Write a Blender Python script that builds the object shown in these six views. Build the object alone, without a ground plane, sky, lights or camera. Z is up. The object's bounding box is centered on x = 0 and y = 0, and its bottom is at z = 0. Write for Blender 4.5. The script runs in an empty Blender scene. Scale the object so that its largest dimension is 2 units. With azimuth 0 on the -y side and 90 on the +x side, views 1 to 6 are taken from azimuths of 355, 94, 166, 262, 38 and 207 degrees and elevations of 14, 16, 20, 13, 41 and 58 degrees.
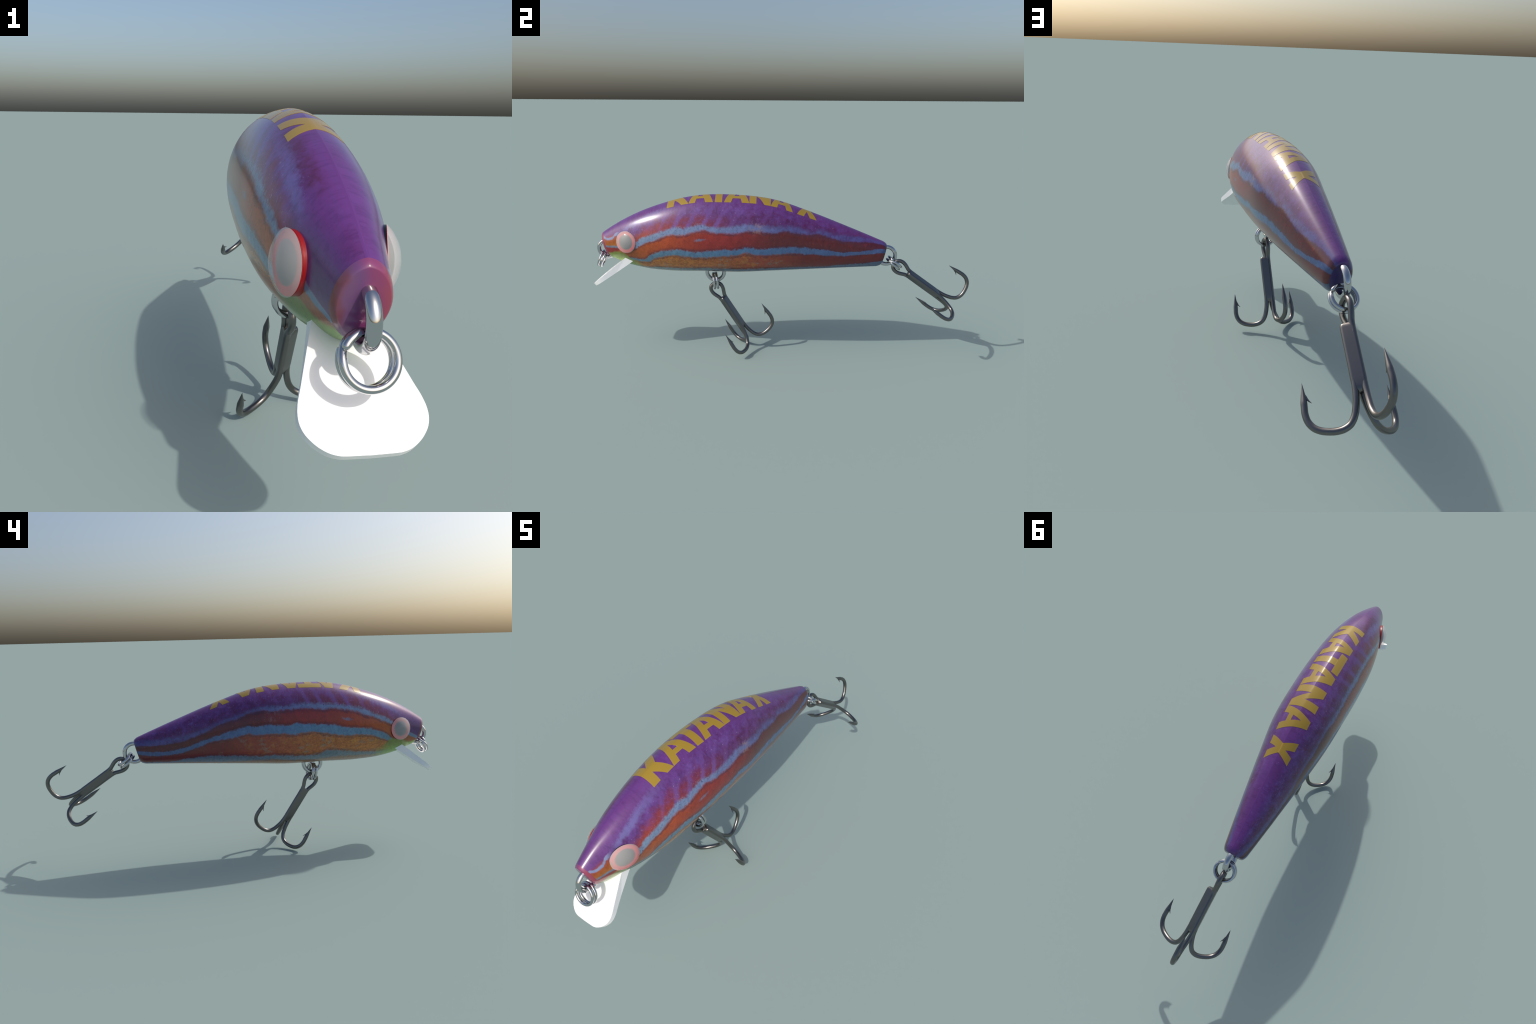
import bpy, bmesh, math
import numpy as np
from mathutils import Vector

# ------------------------------------------------------------------ helpers
scene = bpy.context.scene


def link(ob, parent=None):
    scene.collection.objects.link(ob)
    if parent is not None:
        ob.parent = parent
    return ob


def mesh_object(name, verts, faces, mat=None, parent=None, smooth=True):
    me = bpy.data.meshes.new(name)
    me.from_pydata([tuple(map(float, v)) for v in verts], [], faces)
    me.update()
    bm = bmesh.new()
    bm.from_mesh(me)
    bmesh.ops.recalc_face_normals(bm, faces=bm.faces)
    bm.to_mesh(me)
    bm.free()
    for p in me.polygons:
        p.use_smooth = smooth
    if mat:
        me.materials.append(mat)
    return link(bpy.data.objects.new(name, me), parent)


def unit(v):
    v = np.asarray(v, float)
    return v / np.linalg.norm(v)


def hermite(knots, vals, t):
    """Smooth curve through control points (Catmull-Rom tangents)."""
    knots = np.asarray(knots, float)
    v = np.asarray(vals, float)
    t = np.asarray(t, float)
    m = np.gradient(v, knots, axis=0)
    i = np.clip(np.searchsorted(knots, t) - 1, 0, len(knots) - 2)
    h = knots[i + 1] - knots[i]
    u = (t - knots[i]) / h
    if v.ndim == 2:
        h, u = h[:, None], u[:, None]
    return ((2*u**3 - 3*u**2 + 1) * v[i] + (u**3 - 2*u**2 + u) * h * m[i]
            + (-2*u**3 + 3*u**2) * v[i + 1] + (u**3 - u**2) * h * m[i + 1])


def resample(points, n):
    """Smooth 3D curve through points, n samples, chord-length parameter."""
    p = np.asarray(points, float)
    s = np.concatenate([[0], np.cumsum(np.linalg.norm(np.diff(p, axis=0), axis=1))])
    return hermite(s, p, np.linspace(0, s[-1], n))


def tube(path, radius, sides=20, round_ends=True, closed=False):
    """Sweep a circle along a path (parallel-transport frame). Returns verts, faces."""
    path = np.asarray(path, float)
    n = len(path)
    rad = np.full(n, radius, float) if np.isscalar(radius) else np.asarray(radius, float)
    if closed:
        tan = np.roll(path, -1, 0) - np.roll(path, 1, 0)
    else:
        tan = np.gradient(path, axis=0)
    tan /= np.linalg.norm(tan, axis=1)[:, None]
    if round_ends and not closed:
        add0, add1 = [], []
        for a in (0.25, 0.5, 0.75, 0.93):
            add0.append((path[0] - tan[0] * rad[0] * math.sin(a * math.pi / 2), tan[0], rad[0] * math.cos(a * math.pi / 2)))
            add1.append((path[-1] + tan[-1] * rad[-1] * math.sin(a * math.pi / 2), tan[-1], rad[-1] * math.cos(a * math.pi / 2)))
        add0.reverse()
        path = np.array([q[0] for q in add0] + list(path) + [q[0] for q in add1])
        tan = np.array([q[1] for q in add0] + list(tan) + [q[1] for q in add1])
        rad = np.array([q[2] for q in add0] + list(rad) + [q[2] for q in add1])
        n = len(path)
    up = np.array([0, 0, 1.0]) if abs(tan[0][2]) < .9 else np.array([1.0, 0, 0])
    nrm = unit(np.cross(tan[0], up))
    V, F = [], []
    for i in range(n):
        nrm = unit(nrm - tan[i] * (nrm @ tan[i]))
        b = np.cross(tan[i], nrm)
        for k in range(sides):
            a = 2 * math.pi * k / sides
            V.append(path[i] + rad[i] * (math.cos(a) * nrm + math.sin(a) * b))
    last = n if closed else n - 1
    for i in range(last):
        for k in range(sides):
            j = (i + 1) % n
            F.append((i*sides + k, i*sides + (k+1) % sides, j*sides + (k+1) % sides, j*sides + k))
    if not closed:
        F.append(tuple(range(sides))[::-1])
        F.append(tuple((n-1)*sides + k for k in range(sides)))
    return V, F


# ------------------------------------------------------------------ materials
class Nodes:
    """Tiny wrapper to write node maths as expressions."""

    def __init__(self, name):
        self.mat = bpy.data.materials.new(name)
        self.mat.use_nodes = True
        self.t = self.mat.node_tree
        self.bsdf = self.t.nodes['Principled BSDF']
        self.out = self.t.nodes['Material Output']

    def new(self, kind, **props):
        n = self.t.nodes.new(kind)
        for k, v in props.items():
            setattr(n, k, v)
        return n

    def put(self, sock, val):
        if isinstance(val, bpy.types.NodeSocket):
            self.t.links.new(val, sock)
        elif isinstance(val, (tuple, list)):
            sock.default_value = tuple(val) + ((1.0,) if len(val) == 3 and sock.type == 'RGBA' else ())
        else:
            sock.default_value = val

    def math(self, op, a, b=None, c=None, clamp=False):
        n = self.new('ShaderNodeMath', operation=op, use_clamp=clamp)
        for s, v in zip(n.inputs, (a, b, c)):
            if v is not None:
                self.put(s, v)
        return n.outputs[0]

    def add(self, a, b): return self.math('ADD', a, b)
    def sub(self, a, b): return self.math('SUBTRACT', a, b)
    def mul(self, a, b, clamp=False): return self.math('MULTIPLY', a, b, clamp=clamp)

    def smooth(self, v, lo, hi, out0=0.0, out1=1.0):
        n = self.new('ShaderNodeMapRange', interpolation_type='SMOOTHSTEP')
        for s, q in zip(('Value', 'From Min', 'From Max', 'To Min', 'To Max'), (v, lo, hi, out0, out1)):
            self.put(n.inputs[s], q)
        return n.outputs['Result']

    def mix(self, fac, a, b, blend='MIX'):
        n = self.new('ShaderNodeMix', data_type='RGBA', blend_type=blend)
        self.put(n.inputs[0], fac)
        self.put(n.inputs[6], a)
        self.put(n.inputs[7], b)
        return n.outputs[2]

    def mixf(self, fac, a, b):
        n = self.new('ShaderNodeMix', data_type='FLOAT')
        self.put(n.inputs[0], fac)
        self.put(n.inputs[2], a)
        self.put(n.inputs[3], b)
        return n.outputs[0]

    def ramp(self, v, stops, interp='LINEAR'):
        n = self.new('ShaderNodeValToRGB')
        cr = n.color_ramp
        cr.interpolation = interp
        while len(cr.elements) < len(stops):
            cr.elements.new(0.5)
        for e, (p, c) in zip(cr.elements, stops):
            e.position = p
            e.color = tuple(c) + (1.0,)
        self.put(n.inputs[0], v)
        return n.outputs[0]

    def curve(self, v, pts):
        n = self.new('ShaderNodeFloatCurve')
        cu = n.mapping.curves[0]
        n.mapping.use_clip = False
        while len(cu.points) < len(pts):
            cu.points.new(0.5, 0.5)
        for p, (a, b) in zip(cu.points, sorted(pts)):
            p.location = (a, b)
            p.handle_type = 'AUTO_CLAMPED'
        n.mapping.update()
        self.put(n.inputs['Value'], v)
        return n.outputs[0]

    def noise(self, vec, scale, detail=3.0, rough=0.55, distort=0.0):
        n = self.new('ShaderNodeTexNoise')
        self.put(n.inputs['Vector'], vec)
        n.inputs['Scale'].default_value = scale
        n.inputs['Detail'].default_value = detail
        n.inputs['Roughness'].default_value = rough
        n.inputs['Distortion'].default_value = distort
        return n.outputs[0]

    def xyz(self, x, y, z):
        n = self.new('ShaderNodeCombineXYZ')
        for s, v in zip(n.inputs, (x, y, z)):
            self.put(s, v)
        return n.outputs[0]


def plain(name, color, metallic=0.0, rough=0.4, coat=0.0, spec=0.5):
    m = Nodes(name)
    m.put(m.bsdf.inputs['Base Color'], color)
    m.bsdf.inputs['Metallic'].default_value = metallic
    m.bsdf.inputs['Roughness'].default_value = rough
    m.bsdf.inputs['Coat Weight'].default_value = coat
    m.bsdf.inputs['Coat Roughness'].default_value = 0.08
    m.bsdf.inputs['Specular IOR Level'].default_value = spec
    return m


# ------------------------------------------------------------------ body form
# Lure axis: a straight centre line, turned slightly about z.
AXIS_X, YAW = -0.0152, -0.0351


def axis_x(y):
    return AXIS_X + YAW * (y + 0.2)


KT = [0, .05, .12, .22, .35, .48, .6, .72, .85, 1.0]                      # station along the body
Z_TOP = [.6483, .6909, .7439, .8036, .8539, .8597, .8367, .7759, .7018, .6162]
Z_BOT = [.5174, .4844, .4584, .4454, .4460, .4448, .4554, .4666, .4777, .4893]
HALF_W = [.0454, .0645, .0952, .1237, .1363, .1373, .1313, .1081, .0804, .0471]
WAIST = [.4875, .4958, .4984, .4625, .4439, .4987, .5265, .5018, .4843, .4646]
P_TOP, P_BOT = 1.936, 1.957                                             # section roundness


RIDGE = .07


def p_top(t, x):
    """Roundness of the upper section; the right shoulder is a touch leaner."""
    return P_TOP + .164 * (t - .5) - np.where(x > 0, .09, .0) * np.exp(-((t - .60) / .22) ** 2)


def p_bot(t):
    return P_BOT + .411 * (t - .5)


def section(t):
    zt, zb, w, q = (hermite(KT, c, np.atleast_1d(t)) for c in (Z_TOP, Z_BOT, HALF_W, WAIST))
    return zt, zb, w, zb + (zt - zb) * q


def y_at(t, z):
    """Nose and tail faces are sloped planes; stations blend between them."""
    yn = -0.9320 - 0.2839 * (z - .58)
    yt = 0.5395 + 0.2663 * (z - .55)
    return yn + (yt - yn) * t


def ring(t, n, shrink=1.0):
    """Cross-section ring at station t (n points), optionally shrunk about its waist."""
    zt, zb, w, zw = (float(v[0]) for v in section(t))
    th = np.linspace(0, 2 * np.pi, n, endpoint=False)
    c, s = np.cos(th), np.sin(th)
    p = np.where(s > 0, p_top(t, c), p_bot(t) + np.where(c > 0, .16, 0) * np.exp(-((t - .78) / .2) ** 2))
    x = w * np.sign(c) * np.abs(c) ** (2 / p)
    z = np.where(s > 0, zw + (zt - zw) * np.abs(s) ** (2 / p), zw - (zw - zb) * np.abs(s) ** (2 / p))
    z = z - np.where(s > 0, RIDGE * (zt - zw) * np.abs(x / w) * (1 - np.abs(x / w)) ** 4, 0)     # keel line along the back
    zc = .5 * (zt + zb)
    pad = (1 - shrink) * min(w, .5 * (zt - zb))          # inset of equal width all round
    x = x * (1 - pad / w)
    z = zc + (z - zc) * (1 - pad / (.5 * (zt - zb)))
    y = y_at(t, z)
    X = x + axis_x(y)
    return np.stack([X, y - YAW * (x), z], 1)


def top_surface(x, y):
    """z of the back of the body above the lure-local point (x, y)."""
    t = np.full_like(x, .5)
    for _ in range(12):
        zt, zb, w, zw = section(t)
        pw = p_top(t, x)
        z = zw + (zt - zw) * np.maximum(0, 1 - (np.abs(x) / w) ** pw) ** (1 / pw)
        q = np.minimum(1, np.abs(x) / w)
        z = z - RIDGE * (zt - zw) * q * (1 - q) ** 4
        yn = -0.9320 - 0.2839 * (z - .58)
        yt = 0.5395 + 0.2663 * (z - .55)
        t = np.clip((y - yn) / (yt - yn), 0, 1)
    return z


# ------------------------------------------------------------------ body paint
def yk(y):
    return (y + 1.0) / 1.6


def edge(pts):
    """(y, angle in degrees above the waist) control points of a stripe edge."""
    return [(yk(y), (a + 90) / 180) for y, a in pts]


R1T = edge([(-1, 12), (-.80, 12), (-.74, 17), (-.715, 25), (-.65, 30), (-.57, 34.5), (-.54, 37), (-.49, 33), (-.40, 35), (-.35, 28.5), (-.27, 26.5), (-.16, 32), (-.05, 32.5), (.01, 37), (.08, 43), (.16, 41), (.22, 51), (.26, 48), (.35, 56), (.45, 68), (.6, 80)])
R1B = edge([(-1, 8), (-.80, -10), (-.75, -6), (-.70, 6.5), (-.64, 12.5), (-.555, 18.7), (-.50, 16), (-.39, 21.5), (-.335, 14.5), (-.21, 11), (-.16, 17), (-.03, 19), (.03, 28), (.14, 30), (.20, 37), (.26, 34), (.32, 32.5), (.39, 40), (.49, 56), (.6, 64)])
R2T = edge([(-1, -46), (-.77, -41.7), (-.71, -40), (-.67, -25), (-.627, -18), (-.565, -14.5), (-.507, -15.5), (-.45, -21), (-.37, -23.8), (-.22, -23), (-.16, -18), (-.107, -20), (-.024, -13), (.08, -5), (.22, -4), (.30, -6.3), (.375, 0), (.453, 16), (.54, 40), (.6, 46)])
R2B = edge([(-1, -52), (-.77, -52), (-.68, -48), (-.65, -36), (-.61, -32.3), (-.556, -28.5), (-.47, -34), (-.375, -37.7), (-.22, -36.3), (-.16, -31), (-.115, -34.6), (-.02, -30.4), (.08, -22.1), (.24, -22.5), (.32, -20.6), (.395, -12.4), (.473, 0), (.535, 15), (.6, 20)])
R3T = edge([(-1, -75), (-.71, -71), (-.62, -63.5), (-.39, -64), (-.27, -66), (-.144, -67.5), (-.03, -64.5), (.09, -61.5), (.245, -60.5), (.32, -54), (.44, -47), (.53, -36), (.6, -32)])
R3B = edge([(-1, -80), (-.62, -76), (-.3, -77), (-.1, -77), (.1, -75), (.4, -75), (.6, -80)])
L1T = edge([(-1, 20), (-.83, 24), (-.763, 31), (-.715, 38.5), (-.655, 42), (-.60, 47), (-.50, 48.5), (-.39, 47.8), (-.25, 46), (-.17, 42.6), (-.08, 45), (.0, 44.5), (.08, 42.3), (.13, 41), (.18, 35.5), (.23, 32), (.28, 29.4), (.33, 29.6), (.39, 33.7), (.454, 42), (.535, 62), (.6, 70)])
L1B = edge([(-1, 5), (-.83, 10), (-.75, 22), (-.69, 28.3), (-.634, 33.5), (-.60, 33.6), (-.54, 38), (-.43, 39), (-.37, 35.5), (-.25, 35.5), (-.14, 33), (-.05, 38.5), (.0, 38), (.05, 35.3), (.12, 33), (.18, 26), (.23, 18.2), (.28, 12.6), (.343, 8), (.41, 10.7), (.455, 14), (.536, 33), (.6, 40)])
L2T = edge([(-1, -55), (-.79, -32), (-.76, -22), (-.714, -3.5), (-.67, 3), (-.62, 5.7), (-.50, 4), (-.42, 7.7), (-.30, 6), (-.24, 8), (-.20, 4), (-.14, 6), (-.09, 10), (-.04, 10.1), (.01, 15.3), (.06, 13.3), (.12, 9.6), (.184, 4), (.233, -.5), (.28, -10.2), (.33, -14.6), (.394, -18), (.457, -13), (.534, 3), (.6, 10)])
L2B = edge([(-1, -60), (-.79, -40), (-.754, -30), (-.70, -20), (-.653, -12.3), (-.593, -10.3), (-.50, -15), (-.39, -12), (-.316, -10.4), (-.22, -16), (-.137, -12), (-.03, -8.5), (.01, -2.3), (.056, -5.2), (.12, -7.3), (.186, -8.7), (.234, -16.8), (.283, -23.5), (.347, -33), (.41, -34.4), (.476, -30), (.53, -20), (.6, -14)])
L3T = edge([(-1, -62), (-.67, -56), (-.61, -53), (-.53, -50), (-.43, -46.5), (-.34, -57), (-.27, -58.6), (-.18, -56.7), (-.10, -56), (-.026, -55.8), (.024, -52), (.12, -50), (.186, -46.3), (.25, -49), (.316, -52.6), (.38, -62), (.48, -62.3), (.6, -62)])
L3B = edge([(-1, -70), (-.68, -66), (-.555, -61.6), (-.46, -62.7), (-.37, -68), (-.26, -69), (-.11, -66.5), (.05, -68.3), (.15, -69.6), (.28, -67), (.38, -70.5), (.6, -80)])
WAIST_LINE = [(yk(y), z) for y, z in ((-1, .585), (-.93, .585), (-.75, .595), (-.5, .63), (-.2, .655), (.1, .62), (.35, .585), (.55, .555), (.6, .55))]


def body_material(name):
    m = Nodes(name)
    co = m.new('ShaderNodeTexCoord').outputs['Object']
    sp = m.new('ShaderNodeSeparateXYZ')
    m.put(sp.inputs[0], co)
    X, Y, Z = sp.outputs
    xl = m.sub(X, m.add(AXIS_X, m.mul(m.add(Y, 0.2), YAW)))          # lateral from the lure axis
    right = m.smooth(xl, -.004, .004)
    u = m.mul(m.add(Y, 1.0), 1 / 1.6)
    zm = m.curve(u, WAIST_LINE)
    ang = m.math('ARCTAN2', m.sub(Z, zm), m.math('ABSOLUTE', xl))     # -90..90 deg on each side
    phi = m.add(m.mul(ang, 1 / math.pi), 0.5)                          # 0 belly .. 1 back
    # grain shared by all layers, different on the two sides
    side = m.xyz(m.add(X, m.mul(right, 3.0)), Y, Z)
    fine = m.noise(side, 95, 4, .65)
    mid = m.noise(side, 26, 4, .6)
    big = m.noise(side, 7, 3, .5)
    # upright streaks: stretched along the girth, leaning
    lean = m.xyz(m.mul(Y, 1.0), m.mul(phi, .10), m.mul(right, 2.0))
    streak = m.noise(lean, 60, 3, .6)
    along = m.noise(m.xyz(m.mul(Y, .10), m.mul(phi, .55), m.mul(right, 2.0)), 90, 4, .6)
    rag = m.add(m.mul(m.sub(fine, .5), .055), m.add(m.mul(m.sub(mid, .5), .035), m.mul(m.sub(streak, .5), .025)))
    p = m.add(phi, rag)

    def pick(l, r):
        return m.mixf(right, m.curve(u, l), m.curve(u, r))
    e1t, e1b, e2t, e2b, e3t, e3b = (pick(a, b) for a, b in ((L1T, R1T), (L1B, R1B), (L2T, R2T), (L2B, R2B), (L3T, R3T), (L3B, R3B)))

    e1t = m.sub(e1t, .008)
    e1b = m.add(e1b, .004)
    e2b = m.add(e2b, .004)

    def above(e, soft):
        return m.smooth(m.sub(p, e), m.mul(soft, -1.0), soft)

    # --- ground colours of the bands, changing from head to tail
    belly = m.ramp(u, [(.10, (.34, .30, .26)), (.22, (.33, .22, .16)), (.45, (.32, .17, .085)), (.7, (.24, .10, .065)), (.95, (.13, .05, .05))])
    belly = m.mix(m.mul(m.sub(along, .35), 1.1, True), belly, (.20, .085, .055))
    amber = m.ramp(u, [(.12, (.52, .185, .034)), (.25, (.56, .205, .040)), (.42, (.50, .155, .040)), (.56, (.36, .070, .034)), (.70, (.175, .020, .020)), (.95, (.125, .011, .015))])
    orange = m.ramp(u, [(.05, (.36, .075, .018)), (.16, (.39, .095, .020)), (.27, (.40, .068, .022)), (.38, (.29, .032, .024)), (.47, (.27, .024, .026)), (.60, (.115, .016, .022)), (.72, (.105, .015, .022)), (.95, (.088, .012, .022))])
    violet = m.mix(m.mul(m.sub(mid, .32), 2.4, True), (.096, .019, .130), (.135, .054, .265))
    violet = m.mix(m.mul(m.sub(fine, .52), 3.0, True), violet, (.088, .014, .075))
    violet = m.mix(m.mul(m.sub(m.noise(side, 36, 4, .6), .54), 3.0, True), violet, (.185, .105, .36))
    back = m.mix(m.mul(m.sub(along, .35), 2.0, True), (.128, .034, .190), (.108, .042, .205))
    back = m.mix(m.mul(m.sub(big, .50), 2.2, True), back, (.098, .022, .118))
    back = m.mix(m.smooth(m.noise(side, 18, 5, .65), .50, .66, 0.0, m.smooth(u, .18, .45, .15, .6)), back, (.092, .020, .105))
    back = m.mix(m.smooth(m.noise(side, 40, 4, .6), .54, .70, 0.0, m.smooth(u, .20, .45, .1, .5)), back, (.165, .075, .30))

    # mottling of the amber flank: orange-yellow scales, dark net, grey freckles
    amber = m.mix(m.mul(m.sub(fine, .47), 2.8, True), amber, m.mix(.60, amber, (.10, .016, .016)))
    amber = m.mix(m.mul(m.mul(m.sub(mid, .52), 4.0, True), m.smooth(u, .72, .50)), amber, m.mix(.60, amber, (.56, .29, .045)))
    net = m.noise(m.xyz(m.mul(Y, .45), m.mul(right, 3.1), Z), 46, 6, .72, .2)
    amber = m.mix(m.mul(m.smooth(m.math('ABSOLUTE', m.sub(net, .5)), .040, .004), m.smooth(u, .76, .45, 0.0, .5)), amber, (.13, .024, .022))
    vor = m.new('ShaderNodeTexVoronoi', feature='F1')
    m.put(vor.inputs['Vector'], m.xyz(m.mul(Y, .6), m.mul(right, 3.1), Z))
    vor.inputs['Scale'].default_value = 34
    freckle = m.mul(m.smooth(m.add(vor.outputs['Distance'], m.mul(m.sub(m.noise(side, 60, 4, .7), .5), 1.6)), .42, .12), m.smooth(big, .44, .56))
    freckle = m.mul(freckle, m.smooth(u, .80, .60))
    amber = m.mix(m.mul(freckle, .5), amber, (.22, .20, .17))
    orange = m.mix(m.mul(m.sub(fine, .48), 2.8, True), orange, m.mix(.50, orange, (.10, .012, .018)))
    orange = m.mix(m.mul(m.sub(streak, .54), 3.5, True), orange, m.mix(.30, orange, (.42, .035, .025)))
    orange = m.mix(m.mul(m.smooth(m.noise(side, 150, 2, .5), .68, .78), .45), orange, (.30, .20, .20))

    blue1 = m.ramp(u, [(.16, (.190, .275, .405)), (.35, (.180, .248, .425)), (.5, (.140, .178, .375)), (.65, (.092, .098, .280)), (.95, (.078, .062, .225))])
    blue2 = m.ramp(u, [(.16, (.125, .235, .320)), (.35, (.118, .250, .400)), (.5, (.085, .195, .375)), (.65, (.075, .145, .320)), (.95, (.056, .095, .240))])
    blue3 = m.ramp(u, [(.16, (.200, .270, .290)), (.4, (.155, .215, .270)), (.6, (.110, .165, .255)), (.95, (.080, .125, .225))])
    speck = m.mul(m.sub(fine, .46), 2.8, True)
    blue1 = m.mix(speck, blue1, m.mix(.60, blue1, (.075, .060, .200)))
    blue2 = m.mix(speck, blue2, m.mix(.50, blue2, (.040, .060, .130)))
    blue3 = m.mix(speck, blue3, m.mix(.65, blue3, (.080, .045, .050)))
    blue2 = m.mix(m.mul(m.sub(streak, .5), 2.4, True), blue2, m.mix(.35, blue2, (.18, .31, .46)))
    blue1 = m.mix(m.mul(m.smooth(m.noise(side, 80, 1, .4), .72, .77), .8), blue1, (.05, .06, .13))

    blue1 = m.mix(m.mul(m.smooth(m.noise(side, 40, 5, .75), .44, .60), m.smooth(u, .55, .80, 0.0, .75)), blue1, (.085, .030, .150))

    # --- shoulder above the first blue line: red near it, violet higher, with upright violet bars
    rise = m.sub(p, e1t)
    head = m.smooth(u, .55, .42)                                        # only the front half is red
    w = m.new('ShaderNodeTexWave', wave_type='BANDS', bands_direction='X')
    m.put(w.inputs['Vector'], m.xyz(m.sub(Y, m.mul(m.sub(phi, .6), .26)), 0.0, m.mul(right, 1.7)))
    w.inputs['Scale'].default_value = 4.2
    w.inputs['Distortion'].default_value = 3.2
    w.inputs['Detail'].default_value = 3.0
    w.inputs['Detail Scale'].default_value = 1.8
    bars = m.mul(m.smooth(m.add(w.outputs['Fac'], m.mul(m.sub(fine, .5), 1.1)), .45, 1.05), m.smooth(u, .20, .30))
    red = m.ramp(u, [(.10, (.36, .075, .030)), (.20, (.32, .046, .034)), (.35, (.22, .028, .050)), (.5, (.13, .020, .075))])
    red = m.mix(right, m.mix(.62, red, (.115, .030, .085)), red)
    red = m.mix(m.mul(m.smooth(m.noise(side, 110, 3, .6), .60, .72), .5), red, (.34, .20, .26))
    red = m.mix(m.mul(m.sub(fine, .50), 2.4, True), red, m.mix(.5, red, (.11, .016, .05)))
    red = m.mix(m.mul(bars, m.mixf(right, .75, .8)), red, (.160, .078, .30))
    reach = m.mixf(right, .17, .165)
    redness = m.mul(m.smooth(m.add(rise, m.mul(m.sub(mid, .5), .12)), reach, .01), head)
    ribs = m.smooth(m.add(w.outputs['Fac'], m.mul(m.sub(mid, .5), 1.6)), .30, .90)
    violet = m.mix(m.mul(ribs, m.smooth(u, .75, .45, .10, .34)), m.mix(.12, violet, (.070, .013, .085)), (.150, .066, .290))
    shoulder = m.mix(redness, violet, red)
    dark = m.mul(m.smooth(m.add(rise, m.mul(m.sub(mid, .5), .12)), .17, .0), m.sub(1.0, head))
    shoulder = m.mix(m.mul(dark, .75), shoulder, m.mix(m.mul(m.sub(fine, .42), 3.0, True), (.075, .012, .085), (.120, .018, .070)))
    shoulder = m.mix(m.mul(m.smooth(m.noise(side, 30, 4, .62), .48, .70), m.mul(m.sub(1.0, m.mul(redness, .8)), .5)), shoulder, (.145, .064, .29))
    shoulder = m.mix(m.mul(m.smooth(m.noise(side, 24, 5, .68), .52, .68), m.mul(m.sub(1.0, head), .7)), shoulder, (.105, .014, .060))
    # pale lilac flecks
    shoulder = m.mix(m.mul(m.smooth(m.noise(side, 130, 2, .5), .66, .76), .5), shoulder, (.33, .25, .38))
    crown = m.smooth(m.add(phi, m.mul(m.sub(mid, .5), .10)), m.mixf(right, .86, .82), m.mixf(right, .96, .93))
    shoulder = m.mix(crown, shoulder, back)
    mar = m.mul(m.mul(m.smooth(m.math('ABSOLUTE', m.sub(p, .915)), .055, .01), m.smooth(m.math('ABSOLUTE', m.add(Y, .68)), .20, .08)), m.sub(1.0, right))
    shoulder = m.mix(m.mul(mar, m.smooth(mid, .38, .60, .25, .8)), shoulder, (.085, .014, .055))
    # a faint second blue line over the eye, running back into the crown
    f_c = m.curve(u, [(0, .70), (yk(-.92), .72), (yk(-.84), .79), (yk(-.79), .815), (yk(-.72), .85), (yk(-.60), .88), (1, .9)])
    faint = m.mul(m.smooth(m.math('ABSOLUTE', m.sub(p, f_c)), .050, .006), m.mul(m.smooth(u, .32, .16), m.smooth(u, .09, .13)))
    shoulder = m.mix(m.mul(faint, m.mixf(right, .55, .7)), shoulder, (.155, .150, .38))

    # --- stack the bands
    col = belly
    col = m.mix(above(e3b, .020), col, blue3)
    col = m.mix(above(e3t, .016), col, amber)
    col = m.mix(above(e2b, .016), col, blue2)
    col = m.mix(above(e2t, .016), col, orange)
    col = m.mix(above(e1b, .020), col, blue1)
    col = m.mix(above(e1t, m.smooth(u, .3, .8, .022, .040)), col, shoulder)
    # darker borders beside the blue lines
    for e, s in ((e1b, -.016), (e2t, .014), (e2b, -.016), (e3t, .012)):
        line = m.smooth(m.math('ABSOLUTE', m.sub(m.sub(p, e), s)), .026, .002)
        col = m.mix(m.mul(line, m.smooth(mid, .35, .65, .25, .65)), col, (.058, .016, .042))
    # a small blue fleck in the orange band
    d = m.math('SQRT', m.add(m.math('POWER', m.mul(m.add(Y, m.mixf(right, .50, .405)), 1 / .032), 2.0),
                             m.math('POWER', m.mul(m.sub(p, m.mixf(right, .625, .512)), 1 / .020), 2.0)))
    col = m.mix(m.mul(m.smooth(m.add(d, m.mul(m.sub(fine, .5), 1.6)), 1.2, .3), .7), col, (.15, .20, .33))
    # worn, sandy scuff over the first blue line
    d = m.math('SQRT', m.add(m.math('POWER', m.mul(m.add(Y, .115), 1 / .050), 2.0),
                             m.math('POWER', m.mul(m.sub(p, .64), 1 / .09), 2.0)))
    col = m.mix(m.mul(m.smooth(d, 1.2, .2), m.smooth(m.noise(side, 60, 4, .7), .46, .62, 0.0, m.mixf(right, .35, .7))), col, (.27, .17, .18))

    # --- head: purple cheek on the left, small bands on the right
    snout = m.smooth(u, .105, .085)                                     # y < -.85
    squig = m.curve(u, [(0, .79), (yk(-.94), .785), (yk(-.91), .72), (yk(-.885), .715), (yk(-.865), .77), (yk(-.84), .78), (1, .8)])
    nose_r = m.ramp(p, [(.33, (.28, .028, .030)), (.455, (.28, .032, .032)), (.47, (.16, .18, .24)), (.51, (.18, .21, .29)), (.53, (.36, .13, .022)), (.66, (.35, .085, .018)), (.75, (.27, .055, .06)), (.80, (.14, .045, .19))])
    nose_r = m.mix(m.mul(m.sub(fine, .5), 2.2, True), nose_r, m.mix(.4, nose_r, (.15, .02, .03)))
    nose_r = m.mix(m.smooth(m.math('ABSOLUTE', m.sub(p, squig)), .042, .014), nose_r, (.225, .265, .44))
    nose_r = m.mix(m.smooth(p, .80, .84), nose_r, back)
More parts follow.
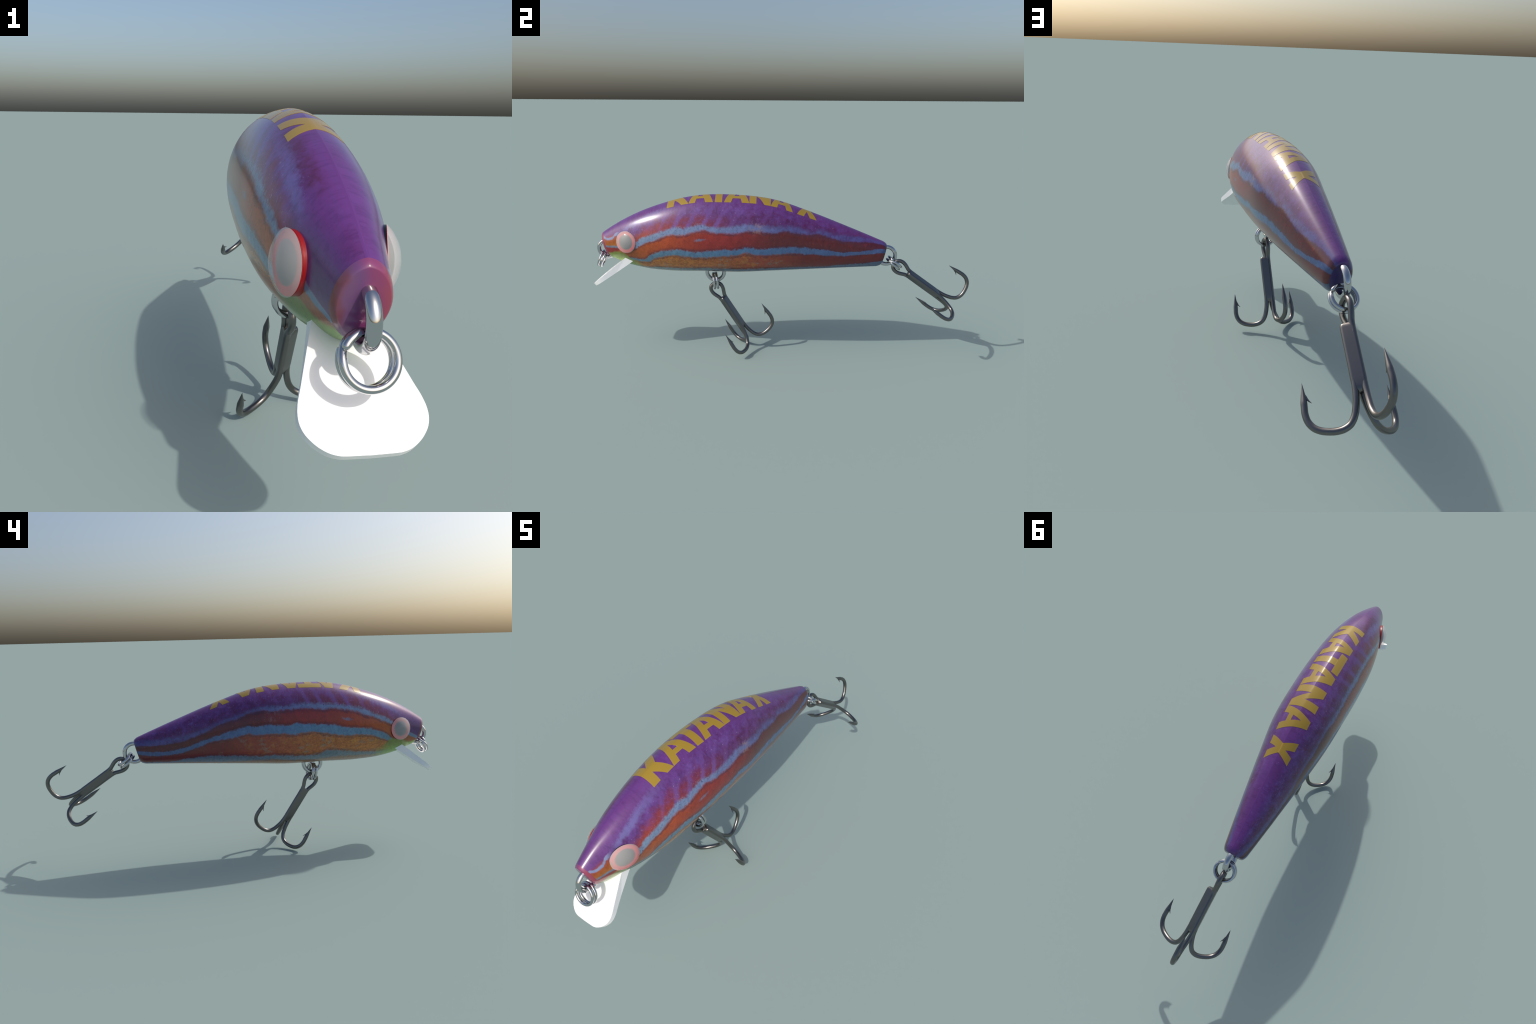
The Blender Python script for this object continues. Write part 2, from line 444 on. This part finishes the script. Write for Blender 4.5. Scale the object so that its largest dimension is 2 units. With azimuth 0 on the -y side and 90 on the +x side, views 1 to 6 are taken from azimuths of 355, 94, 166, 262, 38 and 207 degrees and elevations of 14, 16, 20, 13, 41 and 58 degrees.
    strip = m.curve(u, [(0, .22), (yk(-.93), .23), (yk(-.917), .27), (yk(-.892), .37), (yk(-.863), .45), (yk(-.82), .52), (1, .6)])
    cheek = m.mix(m.mul(m.sub(along, .35), 2.0, True), (.105, .034, .14), (.085, .05, .165))
    nose_l = m.mix(m.smooth(m.sub(p, strip), .03, .06), (.29, .085, .024), cheek)
    nose_l = m.mix(m.smooth(m.math('ABSOLUTE', m.sub(p, strip)), .070, .030), nose_l, (.130, .215, .33))
    nose_l = m.mix(m.smooth(p, .70, .90), nose_l, back)
    front_l = m.smooth(m.add(Y, m.mul(m.sub(mid, .5), .08)), -.75, -.83)
    fac = m.mixf(right, front_l, snout)
    col = m.mix(fac, col, m.mix(right, nose_l, nose_r))
    # green chin
    chin_top = m.curve(u, [(0, .30), (yk(-.95), .27), (yk(-.90), .29), (yk(-.852), .375), (yk(-.80), .30), (yk(-.775), .24), (yk(-.72), .20), (1, .1)])
    chin_top_l = m.curve(u, [(0, .20), (yk(-.92), .20), (yk(-.855), .26), (yk(-.80), .38), (yk(-.76), .40), (yk(-.72), .32), (yk(-.66), .24), (1, .1)])
    ct = m.mixf(right, chin_top_l, chin_top)
    green = m.mul(m.smooth(m.sub(p, ct), .03, -.05), m.smooth(m.add(Y, m.mul(m.sub(mid, .5), .08)), m.mixf(right, -.64, -.70), m.mixf(right, -.76, -.80)))
    gcol = m.mix(m.smooth(p, .10, .30), (.25, .42, .085), (.185, .25, .048))
    col = m.mix(green, col, gcol)

    # scaly grain and leaning rib shadows over everything but the crown
    grain = m.noise(m.xyz(m.mul(Y, 1.0), m.mul(right, 2.3), m.mul(Z, .6)), 85, 4, .7)
    col = m.mix(m.smooth(grain, .46, .66, 0.0, .34), col, m.mix(1.0, col, (.45, .38, .48), 'MULTIPLY'))
    flank = m.mul(m.smooth(phi, .22, .34), m.smooth(phi, .86, .74))
    col = m.mix(m.mul(m.mul(m.sub(1.0, ribs), flank), .15), col, m.mix(1.0, col, (.45, .40, .50), 'MULTIPLY'))
    m.put(m.bsdf.inputs['Base Color'], col)
    m.bsdf.inputs['Roughness'].default_value = 0.22
    m.bsdf.inputs['Specular IOR Level'].default_value = 0.5
    m.bsdf.inputs['Coat Weight'].default_value = 0.25
    m.bsdf.inputs['Coat Roughness'].default_value = 0.10
    return m.mat


M_BODY = body_material('painted_flank')


def nose_cap_material():
    m = Nodes('mauve_nose')
    co = m.new('ShaderNodeTexCoord').outputs['Object']
    sp = m.new('ShaderNodeSeparateXYZ')
    m.put(sp.inputs[0], co)
    n = m.noise(co, 30, 3, .5)
    lat = m.add(sp.outputs[0], m.mul(m.sub(n, .5), .03))
    c = m.ramp(m.smooth(lat, -.038, .058), [(0.0, (.17, .045, .05)), (.14, (.15, .065, .15)), (.30, (.14, .055, .165)), (.55, (.195, .042, .130)), (.85, (.215, .042, .115)), (1.0, (.26, .05, .08))])
    m.put(m.bsdf.inputs['Base Color'], c)
    m.bsdf.inputs['Roughness'].default_value = .22
    m.bsdf.inputs['Coat Weight'].default_value = .25
    m.bsdf.inputs['Coat Roughness'].default_value = .10
    return m.mat


M_NOSE = nose_cap_material()
M_TAIL = plain('indigo_tail', (.062, .042, .150), rough=.3, coat=.2).mat
M_LIP = plain('white_plastic', (.93, .93, .93), rough=.35).mat
M_CHROME = plain('bright_steel', (.56, .56, .57), metallic=1.0, rough=.08).mat
M_HOOK = plain('black_nickel', (.19, .182, .175), metallic=1.0, rough=.30).mat
M_YELLOW = plain('yellow_print', (.315, .205, .024), rough=.24, coat=.2).mat
M_IRIS = plain('red_iris', (.55, .012, .014), rough=.4).mat
M_DARK_RIM = plain('dark_red_rim', (.26, .006, .008), rough=.4).mat
M_PUPIL = plain('black_pupil', (.004, .004, .004), rough=.3).mat


def lens_material():
    m = Nodes('milky_lens')
    m.put(m.bsdf.inputs['Base Color'], (.90, .90, .90))
    m.bsdf.inputs['Roughness'].default_value = .12
    tr = m.new('ShaderNodeBsdfTransparent')
    mx = m.new('ShaderNodeMixShader')
    mx.inputs[0].default_value = .31
    m.t.links.new(tr.outputs[0], mx.inputs[1])
    m.t.links.new(m.bsdf.outputs[0], mx.inputs[2])
    m.t.links.new(mx.outputs[0], m.out.inputs['Surface'])
    return m.mat


M_LENS = lens_material()

# ------------------------------------------------------------------ the lure
lure = link(bpy.data.objects.new('fishing_lure', None))
lure.empty_display_size = .2
lure['label'] = 'striped purple and orange minnow fishing lure with two treble hooks'
lure['category'] = 'fishing lure'

NS = 160


def loft(rings):
    V = np.concatenate(rings)
    F = []
    n = len(rings[0])
    for i in range(len(rings) - 1):
        for k in range(n):
            F.append((i*n + k, i*n + (k+1) % n, (i+1)*n + (k+1) % n, (i+1)*n + k))
    return V, F, n


# body with rounded shoulders at both ends; the end faces are caps of their own
T_NOSE, T_TAIL = .007, .984
NOSE_R, TAIL_R = .11, .26                                                # fillet as a share of the half width
ts = np.concatenate([np.linspace(T_NOSE, .06, 14)[:-1], np.linspace(.06, .95, 170), np.linspace(.95, T_TAIL, 10)[1:]])
rings = [ring(t, NS) for t in ts]
for a in np.linspace(0, 1, 12)[1:]:                                      # tail fillet
    rings.append(ring(T_TAIL + (1.0035 - T_TAIL) * math.sin(a * math.pi / 2), NS, 1 - TAIL_R * (1 - math.cos(a * math.pi / 2))))
V, F, n = loft(rings)
body = mesh_object('body', V, F, M_BODY, lure)
top_k = NS // 4
for ed in body.data.edges:                                               # crisp keel
    if all(v % NS == top_k for v in ed.vertices):
        ed.use_edge_sharp = True

# nose cap: fillet, then a gently domed sloping face
caps = [rings[0]]
for a in np.linspace(0, 1, 9)[1:]:
    caps.append(ring(T_NOSE - (T_NOSE + .0025) * math.sin(a * math.pi / 2), NS, 1 - NOSE_R * (1 - math.cos(a * math.pi / 2))))
for s in (.60, .45, .30, .15):
    caps.append(ring(-.0025 - .0012 * (1 - (s / .72) ** 2), NS, s))
V, F, n = loft(caps)
F.append(tuple((len(caps) - 1) * n + k for k in range(n)))
mesh_object('nose_cap', V, F, M_NOSE, lure)

tails = [rings[-1]] + [ring(1.0035 + .0008 * (1 - s), NS, s) for s in (.5, .3, .1)]
V, F, n = loft(tails)
F.append(tuple((len(tails) - 1) * n + k for k in range(n)))
mesh_object('tail_cap', V, F, M_TAIL, lure)

# ------------------------------------------------------------------ diving lip
LIP_ROOT = np.array([.010, -.8215, .523])
al = math.radians(38.9)
lip_l = unit([.031, -math.cos(al), -math.sin(al)])                       # towards the tip
lip_s = np.array([1, .031, 0.])
lip_s = unit(lip_s - lip_l * (lip_s @ lip_l))
lip_n = np.cross(lip_s, lip_l)
if lip_n[2] > 0:
    lip_n = -lip_n                                                       # thickness goes downwards
half = [(.052, -.02), (.052, 0), (.0640, .040), (.0765, .081), (.0895, .124), (.0970, .148), (.0995, .163), (.0990, .178), (.0945, .192), (.0855, .205),
        (.0740, .216), (.0600, .2245), (.0450, .2288), (.0300, .2296), (.0, .2300)]
corner = resample(np.array([(a, b, 0) for a, b in half[4:14]]), 60)[:, :2].tolist()
side_pts = [(.0518, -.012), (.0520, 0), (.0765, .081)] + corner + [(.0, .2302)]
outline = side_pts + [(-a, b) for a, b in side_pts[-2::-1]]
V, F = [], []
m_ = len(outline)
for a, b in outline:
    P = LIP_ROOT + a * lip_s + b * lip_l
    th = .039 + (.0150 - .039) * min(1, max(0, b) / .23)
    back_shift = -.0136 * max(0, 1 - max(b, 0) / .05)
    V.append(P)
    V.append(P + th * lip_n + back_shift * lip_l)
for k in range(m_):
    j = (k + 1) % m_
    F.append((2*k, 2*j, 2*j + 1, 2*k + 1))
F.append(tuple(2*k for k in range(m_)))
F.append(tuple(2*k + 1 for k in range(m_))[::-1])
lip = mesh_object('diving_lip', V, F, M_LIP, lure, smooth=False)

# ------------------------------------------------------------------ eyes


def dome(center, nrm, length, height_r, bulge, rings_n=14, sides=72, skirt=0.0):
    """Elliptical lens cap: `length` along the body, `height_r` upwards, `bulge` outwards."""
    nrm = unit(nrm)
    a = unit(np.cross(nrm, [0, 0, 1]))
    b = np.cross(a, nrm)
    R = (1 + (bulge / height_r) ** 2) / (2 * bulge / height_r)
    rows = []
    if skirt:
        rows.append((1.0, -skirt))
    q0 = math.asin(min(1, 1 / R))
    for i in range(rings_n):
        q = q0 * (1 - i / rings_n)
        rows.append((R * math.sin(q), (R * math.cos(q) - (R - bulge / height_r)) * height_r))
    V, F = [], []
    for r, h in rows:
        for k in range(sides):
            w = 2 * math.pi * k / sides
            V.append(center + nrm * h + r * (length * math.cos(w) * a + height_r * math.sin(w) * b))
    V.append(center + nrm * bulge)
    for i in range(len(rows) - 1):
        for k in range(sides):
            F.append((i*sides + k, i*sides + (k+1) % sides, (i+1)*sides + (k+1) % sides, (i+1)*sides + k))
    top = (len(rows) - 1) * sides
    for k in range(sides):
        F.append((top + k, top + (k+1) % sides, len(V) - 1))
    if skirt:
        F.append(tuple(range(sides))[::-1])
    return V, F


EYES = (((.0870, -.8018, .6164), (1, -.305, .10), .0034), ((-.0857, -.8011, .6109), (-1, -.305, .10), .0000))
for c, nr, seat in EYES:
    c = np.array(c)
    nr = unit(nr)
    V, F = dome(c + nr * (seat - .0040), nr, .0580, .0560, .0020, 8, 72, skirt=.018)     # dark rim below the iris, sunk into the head
    eye = mesh_object('eye', V, F, M_DARK_RIM if c[0] < 0 else M_PUPIL, lure)   # black rim on the right eye, dark red on the left
    eye.data.set_sharp_from_angle(angle=math.radians(40))
    V, F = dome(c + nr * (seat - .0028), nr, .0576, .0556, .0022, 8, 72, skirt=.0008)
    iris = mesh_object('iris', V, F, M_IRIS, eye)
    iris.data.set_sharp_from_angle(angle=math.radians(40))
    V, F = dome(c + nr * (seat - .0015), nr, .0403, .0393, .0095, 12, 64)
    mesh_object('pupil', V, F, M_PUPIL, eye)
    V, F = dome(c, nr, .0606, .0578, .0224, 16, 72)
    mesh_object('lens', V, F, M_LENS, eye)

# ------------------------------------------------------------------ eyelets and split rings


def eyelet(y, z, shift=0.0):
    P = []
    for k in range(72):
        a = 2 * math.pi * k / 72
        yy = y + .0462 * math.cos(a)
        P.append((axis_x(yy) + shift, yy, z + .0462 * math.sin(a)))
    V, F = tube(P, .0105, 24, closed=True)
    V = [(axis_x(q[1]) + shift + 1.15 * (q[0] - axis_x(q[1]) - shift), q[1], q[2]) for q in V]     # wire a little flattened
    mesh_object('eyelet', V, F, M_CHROME, lure)


eyelet(-.9285, .5617, .0038)
eyelet(-.3480, .4400)
eyelet(.5600, .5463)


def split_ring(center, normal, start, flip=1):
    """Two coils of wire with one cross-over; `start` points from the centre to the wire ends."""
    nrm = unit(normal)
    a = np.asarray(start, float)
    a = unit(a - nrm * (a @ nrm))
    b = np.cross(nrm, a) * flip
    P = []
    N = 190
    for i in range(N):
        w = 4 * math.pi * (i / (N - 1)) * .985 + .05
        s = (w - 2 * math.pi) / .55
        s = max(-1, min(1, s))
        s = s * (1.5 - .5 * s * s)
        off = .0082 * s
        P.append(center + .0415 * (math.cos(w) * a + math.sin(w) * b) + off * nrm)
    V, F = tube(P, .0066, 18)
    mesh_object('split_ring', V, F, M_CHROME, lure)


split_ring(np.array([.0159, -.9580, .5053]), (.10, -.91, .37), (-.85, .10, .35))
split_ring(np.array([-.0034, -.3477, .3916]), (-.176, .978, .11), (-.35, 0, 1))
split_ring(np.array([-.0363, .6017, .5085]), (-.08, .63, .78), (.85, -.4, .3))

# ------------------------------------------------------------------ treble hooks
WIRE, SPREAD = .0099, .0158
SEAT = math.radians(28)                                                # turn of the shank bundle against the bends
# centre line of one hook: (distance from the hook axis, distance below the eye crotch)
BEND = [(.0148, .140), (.0156, .180), (.0178, .214), (.0235, .243), (.0325, .267), (.0465, .2845), (.0640, .2930), (.0840, .2955), (.1060, .2930),
        (.1280, .2865), (.1450, .2755), (.1570, .2580), (.1618, .2370), (.1610, .2120), (.1598, .190), (.1590, .168), (.1584, .145)]


def hook_frame(th, ph, ps):
    d = np.array([math.sin(ph), math.cos(ph) * math.cos(th), -math.cos(ph) * math.sin(th)])
    e1 = np.array([1, 0, 0]) - d * d[0]
    e1 = unit(e1)
    e2 = np.cross(d, e1)
    a, b = math.cos(ps), math.sin(ps)
    return d, a * e1 + b * e2, -b * e1 + a * e2


def arm_mesh():
    """One bent, barbed point in local coordinates: x outwards, z along the shank towards the eye."""
    # each wire leaves the bundle at its seat and swings round to its own bend direction
    swing = [SEAT, SEAT, SEAT * .72, SEAT * .30, SEAT * .06] + [0.0] * (len(BEND) - 5)
    path = resample([(r * math.cos(w), r * math.sin(w), -s) for (r, s), w in zip(BEND, swing)], 120)
    rad = np.full(len(path), WIRE)
    # long needle taper over the last stretch
    s_end = path[:, 2]
    i0 = 60
    for i in range(i0, len(path)):
        if s_end[i] > -.206:
            k = (s_end[i] + .206) / .061
            rad[i] = WIRE * max(.02, 1 - k ** 1.15)
    V, F = tube(path, rad, 20, round_ends=False)
    # barb: a small cut spur lifted off the inner side of the point
    spur = [(.1590, .1760), (.1548, .1870), (.1480, .1990), (.1395, .2085)]
    sp = resample([(r, 0, -s) for r, s in spur], 14)
    sr = np.concatenate([np.linspace(.0036, .0046, 5), np.linspace(.0044, .0006, 9)])
    V2, F2 = tube(sp, sr, 12, round_ends=False)
    k = len(V)
    V += V2
    F += [tuple(i + k for i in f) for f in F2]
    return V, F


def shank_mesh():
    V, F = [], []
    # rounded three-wire bundle, filled between the wires (soft triangle)
    prof = []
    for c in range(3):
        ca = c * 2 * math.pi / 3
        for k in range(11):
            a = ca + (k / 10 - .5) * (2 * math.pi / 3)
            prof.append((SPREAD * math.cos(ca) + WIRE * math.cos(a), SPREAD * math.sin(ca) + WIRE * math.sin(a)))
        ga = ca + math.pi / 3
        groove = SPREAD * .5 + WIRE - .0012
        prof.append((groove * math.cos(ga), groove * math.sin(ga)))           # shallow groove between two wires
    n = len(prof)
    rows = [(-.004, .80), (-.0005, .92), (.004, .98), (.010, 1.0), (.06, 1.0), (.12, 1.0), (.165, 1.0), (.185, .97), (.197, .86), (.204, .55)]
    for s, k in rows:
        for x, y in prof:
            V.append((x * k, y * k, -s))
    for i in range(len(rows) - 1):
        for k in range(n):
            F.append((i*n + k, i*n + (k+1) % n, (i+1)*n + (k+1) % n, (i+1)*n + k))
    F.append(tuple(range(n))[::-1])
    F.append(tuple((len(rows)-1)*n + k for k in range(n)))
    # eye: a pear-shaped loop rising from two of the wires, in one plane
    half = [(.0139, -.030), (.0140, -.006), (.0165, .010), (.0232, .026), (.0292, .043), (.0310, .058), (.0280, .073), (.0195, .0845), (.0080, .0890)]
    pts = [(u, h) for u, h in half] + [(-u, h) for u, h in half[::-1]]
    P = []
    for u, h in pts:
        P.append((-SPREAD / 2, u, h))
    path = resample(P, 110)
    V2, F2 = tube(path, WIRE, 20)
    k = len(V)
    V += [tuple(q) for q in V2]
    F += [tuple(i + k for i in f) for f in F2]
    ca, sa = math.cos(SEAT), math.sin(SEAT)
    V = [(q[0] * ca - q[1] * sa, q[0] * sa + q[1] * ca, q[2]) for q in V]
    return V, F


arm_v, arm_f = arm_mesh()
shank_v, shank_f = shank_mesh()
tmp = mesh_object('hook_point', arm_v, arm_f, M_HOOK)
ARM = tmp.data
bpy.data.objects.remove(tmp)
tmp = mesh_object('treble_hook', shank_v, shank_f, M_HOOK)
SHANK = tmp.data
bpy.data.objects.remove(tmp)
SHANK.set_sharp_from_angle(angle=math.radians(55))

from mathutils import Matrix
for J, ang in (((-.0243, .6785, .4556), (3.7452, -.0520, -.3528)), ((.0015, -.3100, .2972), (4.1445, .0211, -.3457))):
    d, e1, e2 = hook_frame(*ang)
    hk = link(bpy.data.objects.new('treble_hook', SHANK), lure)
    Mx = Matrix(((e1[0], e2[0], d[0], J[0]), (e1[1], e2[1], d[1], J[1]), (e1[2], e2[2], d[2], J[2]), (0, 0, 0, 1)))
    if Mx.to_3x3().determinant() < 0:
        Mx = Matrix(((e1[0], -e2[0], d[0], J[0]), (e1[1], -e2[1], d[1], J[1]), (e1[2], -e2[2], d[2], J[2]), (0, 0, 0, 1)))
    hk.matrix_world = Mx
    for k in range(3):
        arm = link(bpy.data.objects.new('hook_point', ARM), hk)
        arm.rotation_euler = (0, 0, k * 2 * math.pi / 3)

# ------------------------------------------------------------------ lettering on the back
# each letter is drawn flat: y along the lure, v from 0 (foot line, right side) to 1 (cap line, left side)


def letter_a(f0, f1, a0, a1, g0, g1):
    """A: left foot f0..f1, apex a0..a1, right foot g0..g1."""
    def lerp(p, q, v): return p + (q - p) * v
    k0, k1, top = .20, .37, .70
    li = lambda v: lerp(f1, (a0 + a1) / 2 + .002, v / .80)               # inner side of the left leg
    ri = lambda v: lerp(g0, (a0 + a1) / 2 - .002, v / .80)
    outer = [(f0, 0), (f1, 0), (li(k0), k0), (ri(k0), k0), (g0, 0), (g1, 0), (a1, 1), (a0, 1)]
    hole = [(li(k1), k1), (ri(k1), k1), ((a0 + a1) / 2, top)]
    return [outer, hole]


LETTERS = [
    [[(-.587, 0), (-.550, 0), (-.550, .34), (-.5105, 0), (-.4733, 0), (-.513, .5), (-.4755, 1), (-.517, 1), (-.552, .62), (-.555, 1), (-.592, 1)]],
    letter_a(-.4729, -.4393, -.4415, -.4000, -.3860, -.3454),
    [[(-.3358, 0), (-.2985, 0), (-.3030, .755), (-.2640, .755), (-.2640, 1), (-.3810, 1), (-.3810, .755), (-.3400, .755)]],
    letter_a(-.2889, -.2531, -.2479, -.2072, -.1980, -.1595),
    [[(-.1590, 0), (-.1234, 0), (-.1260, .56), (-.0831, 0), (-.0504, 0), (-.0517, 1), (-.0886, 1), (-.0870, .46), (-.1292, 1), (-.1660, 1)]],
    letter_a(-.0500, -.0174, -.0135, .0212, .0299, .0626),
    [[(.0843, 0), (.1200, 0), (.1345, .30), (.1500, 0), (.1850, 0), (.1540, .50), (.1815, 1), (.1470, 1), (.1345, .70), (.1190, 1), (.0838, 1), (.1140, .50)]],
]
V_LO = [(-.60, .0588), (-.45, .0610), (-.30, .0660), (-.12, .0630), (.03, .0625), (.19, .0540)]
V_HI = [(-.60, -.0540), (-.45, -.0570), (-.30, -.0590), (-.12, -.0570), (.03, -.0570), (.19, -.0485)]


def drape(y, v, lift):
    y = np.asarray(y, float)
    lo = np.interp(y, *zip(*V_LO))
    hi = np.interp(y, *zip(*V_HI))
    x = lo + (hi - lo) * v
    z = top_surface(x, y)
    e = 1e-3
    zx = (top_surface(x + e, y) - top_surface(x - e, y)) / (2 * e)
    zy = (top_surface(x, y + e) - top_surface(x, y - e)) / (2 * e)
    nr = np.stack([-zx, -zy, np.ones_like(zx)], 1)
    nr /= np.linalg.norm(nr, axis=1)[:, None]
    P = np.stack([x + axis_x(y), y - YAW * x, z], 1)
    return P + nr * lift


for loops in LETTERS:
    cu = bpy.data.curves.new('letter', 'CURVE')
    cu.dimensions = '2D'
    cu.fill_mode = 'BOTH'
    for lp in loops:
        s = cu.splines.new('POLY')
        s.points.add(len(lp) - 1)
        for pt, (y, v) in zip(s.points, lp):
            pt.co = (y, v * .12, 0, 1)
        s.use_cyclic_u = True
    ob = bpy.data.objects.new('letter', cu)
    scene.collection.objects.link(ob)
    dg = bpy.context.evaluated_depsgraph_get()
    me = bpy.data.meshes.new_from_object(ob.evaluated_get(dg))
    bpy.data.objects.remove(ob)
    bm = bmesh.new()
    bm.from_mesh(me)
    bmesh.ops.remove_doubles(bm, verts=bm.verts, dist=1e-6)
    # cut into a fine grid so the sheet can follow the back
    y0 = min(v.co.x for v in bm.verts)
    y1 = max(v.co.x for v in bm.verts)
    for k in range(1, 26):
        bmesh.ops.bisect_plane(bm, geom=bm.verts[:] + bm.edges[:] + bm.faces[:], plane_co=(0, .12 * k / 26, 0), plane_no=(0, 1, 0))
    for k in range(1, 14):
        bmesh.ops.bisect_plane(bm, geom=bm.verts[:] + bm.edges[:] + bm.faces[:], plane_co=(y0 + (y1 - y0) * k / 14, 0, 0), plane_no=(1, 0, 0))
    co = np.array([v.co[:] for v in bm.verts])
    top = drape(co[:, 0], co[:, 1] / .12, .0012)
    # give it a printed-film thickness: duplicate downwards
    geo = bmesh.ops.extrude_face_region(bm, geom=bm.faces[:])
    newv = [g for g in geo['geom'] if isinstance(g, bmesh.types.BMVert)]
    cob = np.array([v.co[:] for v in newv])
    low = drape(cob[:, 0], cob[:, 1] / .12, -.0015)
    newset = set(newv)
    old = [v for v in bm.verts if v not in newset]
    coo = np.array([v.co[:] for v in old])
    top = drape(coo[:, 0], coo[:, 1] / .12, .0006)
    for v, q in zip(old, top):
        v.co = q
    for v, q in zip(newv, low):
        v.co = q
    bmesh.ops.recalc_face_normals(bm, faces=bm.faces)
    nm = bpy.data.meshes.new('letter')
    bm.to_mesh(nm)
    bm.free()
    for pl in nm.polygons:
        pl.use_smooth = True
    nm.set_sharp_from_angle(angle=math.radians(45))
    nm.materials.append(M_YELLOW)
    link(bpy.data.objects.new('letter', nm), lure)
